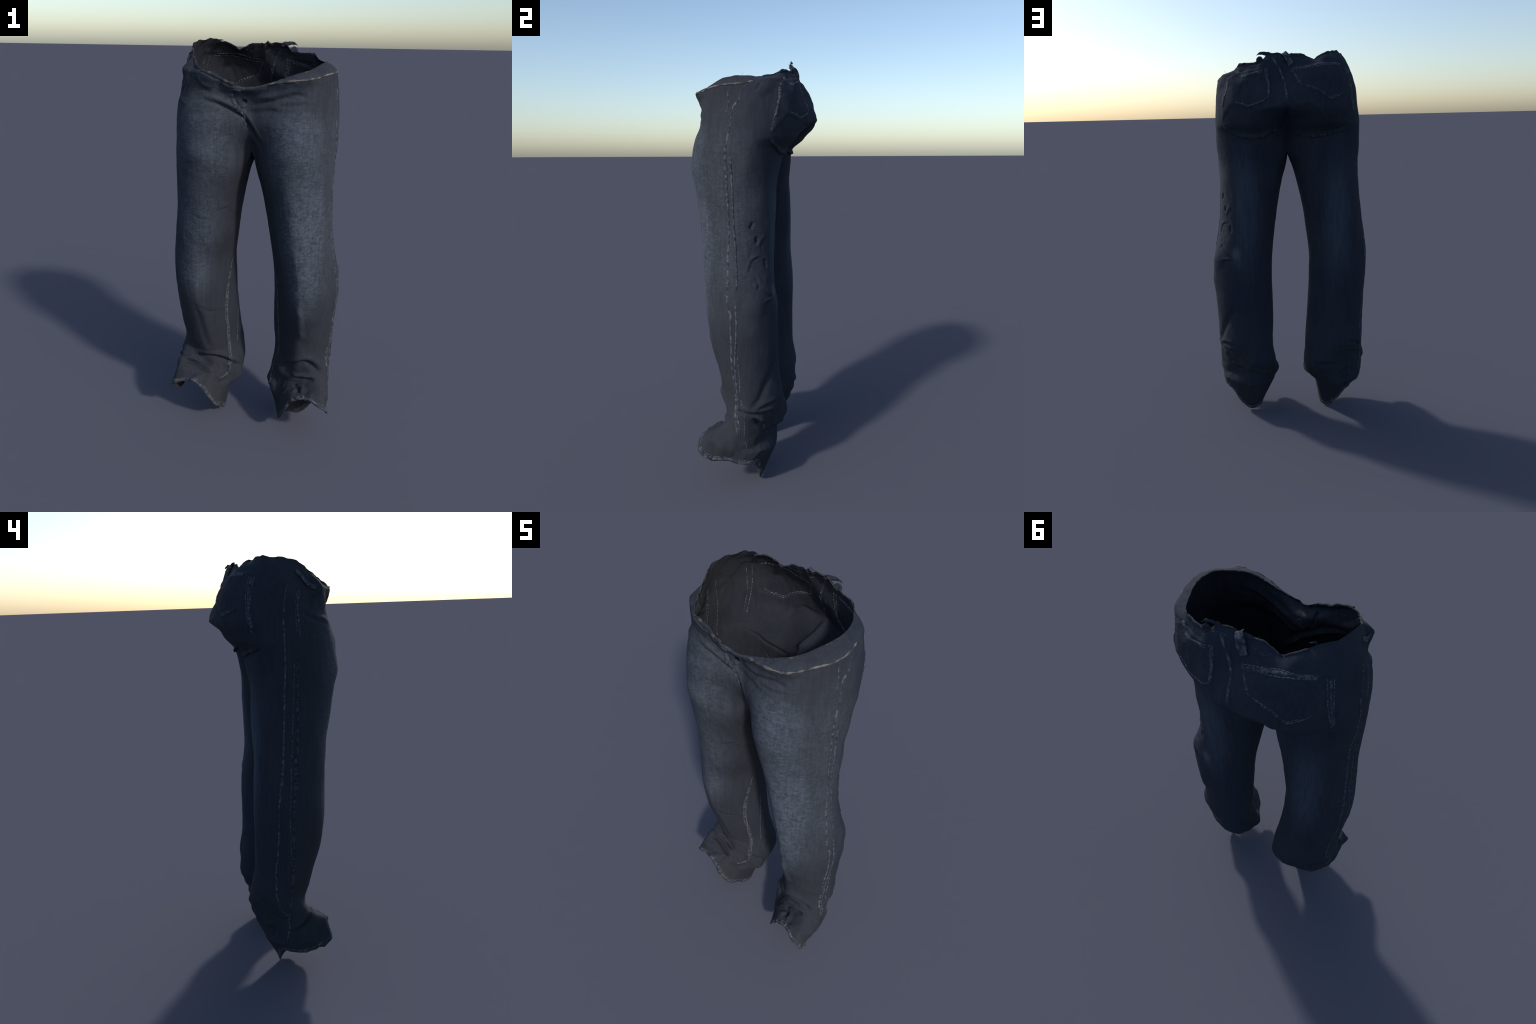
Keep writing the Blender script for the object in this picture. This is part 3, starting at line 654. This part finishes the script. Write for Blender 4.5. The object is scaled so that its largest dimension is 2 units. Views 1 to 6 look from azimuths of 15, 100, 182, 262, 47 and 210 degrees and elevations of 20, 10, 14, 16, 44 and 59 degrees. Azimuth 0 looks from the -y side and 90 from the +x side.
def stitches(pts, length=.0075, gap=.0028, radius=.0014, skip=.12, seed=1):
    """a row of short thread loops, standing out on both faces of the cloth"""
    r = np.random.default_rng(seed)
    P, Nn, T, S = frame(pts, .0015)
    d = np.concatenate([[0], np.cumsum(np.linalg.norm(np.diff(P, axis=0), axis=1))])
    v, f = [], []
    pos = 0.0
    prof = [(0, .35), (.18, .9), (.5, 1.0), (.82, .9), (1, .35)]
    while pos+length < d[-1]:
        L = length*r.uniform(.75, 1.25)
        if r.random() > skip:
            base = len(v)
            for a, q in prof:
                i = min(np.searchsorted(d, min(pos+a*L, d[-1])), len(P)-1)
                off = S[i]*r.normal(0, .0003)
                for k in range(6):
                    th = 2*np.pi*k/6
                    v.append(P[i]+off+S[i]*math.cos(th)*radius*q+Nn[i]*math.sin(th)*(THICK/2+radius*.8)*q)
            for a in range(len(prof)-1):
                for k in range(6):
                    f.append((base+a*6+k, base+a*6+(k+1) % 6, base+(a+1)*6+(k+1) % 6, base+(a+1)*6+k))
            f.append(tuple(base+k for k in range(6))[::-1]); f.append(tuple(base+24+k for k in range(6)))
        pos += L+gap*r.uniform(.6, 1.5)
    return v, f

def joined(parts):
    V_, F_ = [], []
    for v, f in parts:
        o = len(V_); V_.extend(list(map(tuple, v))); F_.extend([tuple(i+o for i in q) for q in f])
    return V_, F_

def sew(name, paths, parent, mat=THREAD, **kw):
    v, f = joined([stitches(p, seed=31*i+len(name), **kw) for i, p in enumerate(paths)])
    add_mesh(name, v, f, parent, mat, kind='stuff')

def strip(name, paths, parent, mat, half, height, **kw):
    v, f = joined([ribbon(p, half, height, seed=3.1*i+half*900, **kw) for i, p in enumerate(paths)])
    return add_mesh(name, v, f, parent, mat)

def between(a, b):
    """path half way between two neighbouring sewing lines"""
    A, B = densify(a), densify(b)
    n = min(len(A), len(B))
    A = A[np.linspace(0, len(A)-1, n).astype(int)]; B = B[np.linspace(0, len(B)-1, n).astype(int)]
    return ((A+B)/2)[::6].tolist()

def along_hem(side, up, j0=0.0, j1=1.0):
    """path round a leg at a constant distance up the cloth from the torn hem"""
    io, ii = ids[side]
    grid = np.concatenate([io[row_fork:], ii], 1)
    n = grid.shape[1]; out = []
    for k in np.arange(int(j0*n), int(j1*n), 5) % n:
        col = V[grid[::-1, k][:60]]
        d = np.concatenate([[0], np.cumsum(np.linalg.norm(np.diff(col, axis=0), axis=1))])
        out.append([np.interp(up, d, col[:, a]) for a in range(3)])
    return out

W = SEWN
for k, tag in (('R', 'pr'), ('L', 'pl')):
    strip('pocket_hem', [between(*W['s_%s_top' % tag])], pocket[k], SEAM, .0085, .0022)
    strip('pocket_edge', [between(*W['s_%s_in' % tag]), between(*W['s_%s_out' % tag])], pocket[k], SEAM, .006, .0018)
    sew('pocket_stitching', W['s_%s_top' % tag]+W['s_%s_in' % tag]+W['s_%s_bot' % tag]+W['s_%s_out' % tag], pocket[k], DULL_THREAD, length=.014, gap=.0010, radius=.0028, skip=.04)
strip('seat_seam', [between(*W['s_center'])], hips, SEAM, .0065, .0022)
sew('seat_seam_stitching', W['s_center'], hips, DULL_THREAD, length=.012, gap=.001, radius=.0023, skip=.03)
sew('waistband_stitching', W['s_yoke'], waist, DULL_THREAD, radius=.0016, skip=.15)
seat_fold = [FOLDS['f_seat_l'], FOLDS['f_seat_r']]
strip('seat_fold', seat_fold, hips, plain('rubbed fold', (.018, .021, .030), (.075, .076, .080), 70, .45, .75), .005, .0035, ragged=.8)

# side seams: felled ridge, puckered ladder of pale wear, thread
strip('side_seam', [W['s_sl2'][0], W['s_sl2'][1]], leg[0], SEAM, .005, .0022)
strip('side_seam', [W['s_sr'][0], W['s_sr'][1]], leg[1], SEAM, .005, .0020)
LADDER = plain('puckered wear', (.027, .030, .039), (.088, .095, .111), 50, .42, .66)
sew('side_seam_stitching', W['s_sl2']+W['s_sl3'], leg[0], THREAD, length=.018, gap=.001, radius=.0021, skip=.08)
strip('seam_pucker', W['s_sl1'], leg[0], LADDER, .0060, .0012, ragged=.5)
sew('side_seam_stitching', W['s_sr']+W['s_sr4'], leg[1], DULL_THREAD, length=.018, gap=.001, radius=.0021, skip=.08)
strip('seam_pucker', W['s_sr3'], leg[1], plain('dim puckered wear', (.017, .021, .033), (.050, .060, .080), 62, .44, .62), .0055, .0012, ragged=.5)
# inside seam of the wearer's right leg, and its plain partner mirrored on the left
strip('inseam', [between(*W['s_ir1'])], leg[1], SEAM, .006, .0022)
sew('inseam_stitching', W['s_ir1']+W['s_ir2'], leg[1], THREAD, length=.012, gap=.001, radius=.0022, skip=.03)
left_in = [(.122, -.06, .90), (.124, -.065, .76), (.126, -.06, .62), (.122, -.05, .50), (.110, -.03, .36), (.105, -.03, .25), (.135, -.02, .12)]
strip('inseam', [left_in], leg[0], SEAM, .006, .0020)
sew('inseam_stitching', [left_in], leg[0], DULL_THREAD, length=.009, gap=.002, radius=.0016)

# front pocket mouths and fly
strip('pocket_mouth', [W['s_sr2'][0]], hips, SEAM, .005, .0018)
sew('pocket_mouth_stitching', W['s_sr2'], hips, DULL_THREAD, length=.014, gap=.001, radius=.0021, skip=.06)
strip('pocket_mouth', [W['s_lpocket'][0]], hips, SEAM, .004, .0018)
strip('fly_placket', [[(-.048, -.238, 1.803), (-.040, -.212, 1.768), (-.030, -.204, 1.738), (-.020, -.202, 1.715)]], hips, DENIM, .024, .0045, ragged=.15)
strip('fly', [[(-.070, -.235, 1.800)]+W['s_fly'][0][1:]+[(-.004, -.205, 1.640)]], hips, SEAM, .010, .0032)
sew('fly_stitching', [W['s_fly'][0][1:]]+W['s_fly2'], hips, THREAD, length=.012, gap=.001, radius=.0024, skip=.03)
strip('buttonhole', [[(-.026, -.203, 1.752), (-.014, -.200, 1.748), (-.004, -.200, 1.742)]], hips, plain('dark slit', (.004, .004, .006), (.008, .008, .010)), .0040, .0030, ragged=.3, lift=.0045)
strip('bar_tack', [[(-.060, -.216, 1.720), (-.040, -.208, 1.724), (-.022, -.202, 1.728)], [(-.034, -.206, 1.690), (-.020, -.204, 1.664), (-.012, -.205, 1.650)]], hips, WORN, .0035, .0022, ragged=.7)

# belt loop at the back and one flattened at the wearer's right front
def loop_of(name, pts, parent, half=.011, arch=.010):
    P, Nn, T, S = frame(pts, .003)
    n = len(P); t = np.linspace(0, 1, n); up = arch*np.sin(np.pi*t)**.6+.002
    rings = []
    for a, h in [(-1, 0), (-.85, .0022), (0, .0016), (.85, .0022), (1, 0), (.85, -.0014), (0, -.0014), (-.85, -.0014)]:
        rings.append(P+S*(a*half)+Nn*(up+h)[:, None])
    v = np.stack(rings, 1).reshape(-1, 3); k = 8
    f = [(i*k+j, i*k+(j+1) % k, (i+1)*k+(j+1) % k, (i+1)*k+j) for i in range(n-1) for j in range(k)]
    f += [tuple(range(k))[::-1], tuple((n-1)*k+j for j in range(k))]
    ob = add_mesh(name, v, f, parent, SEAM)
    for sgn in (-.55, .55):
        q = P+S*sgn*half+Nn*(up+.0012)[:, None]
        vv, ff = [], []
        for i in range(0, n-2, 3):
            b = len(vv)
            for m in range(2):
                c = q[i+m*2]
                for kk in range(4):
                    vv.append(c+S[i]*math.cos(kk*np.pi/2)*.0011+Nn[i]*math.sin(kk*np.pi/2)*.0011)
            ff += [(b+kk, b+(kk+1) % 4, b+4+(kk+1) % 4, b+4+kk) for kk in range(4)]+[(b+3, b+2, b+1, b), (b+4, b+5, b+6, b+7)]
        add_mesh('loop_stitching', vv, ff, ob, THREAD, smooth=False, kind='stuff')
    return ob
loop_of('belt_loop', [(.008, .146, 1.992), (-.008, .165, 1.964), (-.032, .186, 1.930)], waist, .016, .013)
loop_of('belt_loop', [(-.325, -.160, 1.868), (-.322, -.120, 1.900), (-.310, -.075, 1.935)], waist, .010, .006)

# hems: turned-up band, thread line, and white wear on the torn edge
for s, side in enumerate('LR'):
    strip('hem', [along_hem(side, .011)], cuff[s], SEAM, .009, .0018, ragged=.4)
    sew('hem_stitching', [along_hem(side, .024)], cuff[s], THREAD, length=.009, radius=.0017, skip=.10)
    strip('hem_edge', [along_hem(side, .0025, .0, .47), along_hem(side, .0025, .53, .98)], cuff[s], RUBBED, .0032, .0022, ragged=.9)

# folded-over waist: pale rubbed crest on the left front, rolled torn lip on the right front
crest = [(.09, -.240, 1.820), (.183, -.250, 1.833), (.242, -.246, 1.841), (.277, -.234, 1.845), (.305, -.193, 1.850), (.331, -.153, 1.861), (.356, -.107, 1.867), (.361, -.055, 1.871), (.353, -.006, 1.874), (.337, .040, 1.884)]
strip('rubbed_crest', [crest], waist, WORN, .0048, .0022, ragged=1.2)
lip = [(-.200, -.252, 1.868), (-.163, -.248, 1.858), (-.121, -.245, 1.842), (-.085, -.245, 1.825), (-.050, -.243, 1.815)]
strip('rolled_lip', [lip], waist, RUBBED, .0085, .007, ragged=.8)
rim_bits = [[V[ids['R'][0][1, j]].tolist() for j in range(a, b, 3)] for a, b in ((20, 60), (95, 140))]+[[V[ids['L'][0][1, j]].tolist() for j in range(a, b, 3)] for a, b in ((30, 75), (100, 145))]
strip('rim_edge', rim_bits, waist, RUBBED, .0034, .0030, ragged=1.2)

# torn horn of waistband left standing beside the gap at the back, and a crumpled scrap below it
def scrap(name, path, widths, up=(0, 0, 1), thick=.0035):
    c = densify(path, .003); n = len(c); w = np.interp(np.linspace(0, 1, n), np.linspace(0, 1, len(widths)), widths)
    T = np.gradient(c, axis=0); T /= np.linalg.norm(T, axis=1)[:, None]
    Nn = np.cross(T, np.array(up)); Nn /= np.linalg.norm(Nn, axis=1)[:, None]; S = np.cross(Nn, T)
    wav = np.array([mnoise.noise(Vector((i*.22, len(path), 1.0))) for i in range(n)])
    v = []
    for i in range(n):
        for a, b in ((-1, 0), (-.5, 1), (.5, 1), (1, 0), (.5, -1), (-.5, -1)):
            v.append(c[i]+S[i]*w[i]*a*(1+.25*wav[i])+Nn[i]*(b*thick/2+.004*wav[i]*a))
    f = [(i*6+j, i*6+(j+1) % 6, i*6+6+(j+1) % 6, i*6+6+j) for i in range(n-1) for j in range(6)]
    f += [tuple(range(6))[::-1], tuple((n-1)*6+j for j in range(6))]
    return add_mesh(name, v, f, waist, DENIM)
scrap('torn_tab', [(.060, .158, 1.976), (.090, .161, 1.984), (.112, .166, 1.987), (.128, .171, 1.983), (.136, .174, 1.977)], [.010, .011, .009, .006, .0015])
scrap('torn_scrap', [(.108, .164, 1.950), (.118, .170, 1.962), (.130, .174, 1.958), (.138, .170, 1.944)], [.006, .010, .009, .003])
scrap('torn_scrap', [(.205, .150, 1.940), (.225, .140, 1.938), (.238, .128, 1.930)], [.004, .008, .002])
scrap('torn_scrap', [(-.226, .078, 1.984), (-.222, .070, 1.994), (-.205, .082, 1.996)], [.006, .005, .001])

# frayed yarn ends hanging from the torn edges
def fray(paths, count, seed):
    r = np.random.default_rng(seed); parts = []
    for p in paths:
        P, Nn, T, S = frame(p, .002)
        for _ in range(count):
            i = r.integers(0, len(P)); L = r.uniform(.006, .020)
            d = S[i]*r.normal(0, .5)+T[i]*r.normal(0, .8)+Nn[i]*r.normal(.3, .4)+np.array([0, 0, r.normal(.2, .7)])
            d /= np.linalg.norm(d)+1e-9; bend = r.normal(0, .6, 3)
            c = [P[i]+d*L*t+bend*L*.5*t*t for t in (0, .35, .7, 1)]
            rad = r.uniform(.0005, .0010)
            v = [c[m]+(S[i]*math.cos(a)+Nn[i]*math.sin(a))*rad*(1-.2*m) for m in range(4) for a in (0, 2.09, 4.19)]
            f = [(m*3+k, m*3+(k+1) % 3, m*3+3+(k+1) % 3, m*3+3+k) for m in range(3) for k in range(3)]+[(2, 1, 0), (9, 10, 11)]
            parts.append((v, f))
    return joined(parts)
v, f = fray(rim_bits+[lip], 16, 5); add_mesh('frayed_yarn', v, f, waist, FRAY, kind='stuff')
for s, side in enumerate('LR'):
    v, f = fray([along_hem(side, .002)], 40, 9+s); add_mesh('frayed_yarn', v, f, cuff[s], FRAY, kind='stuff')
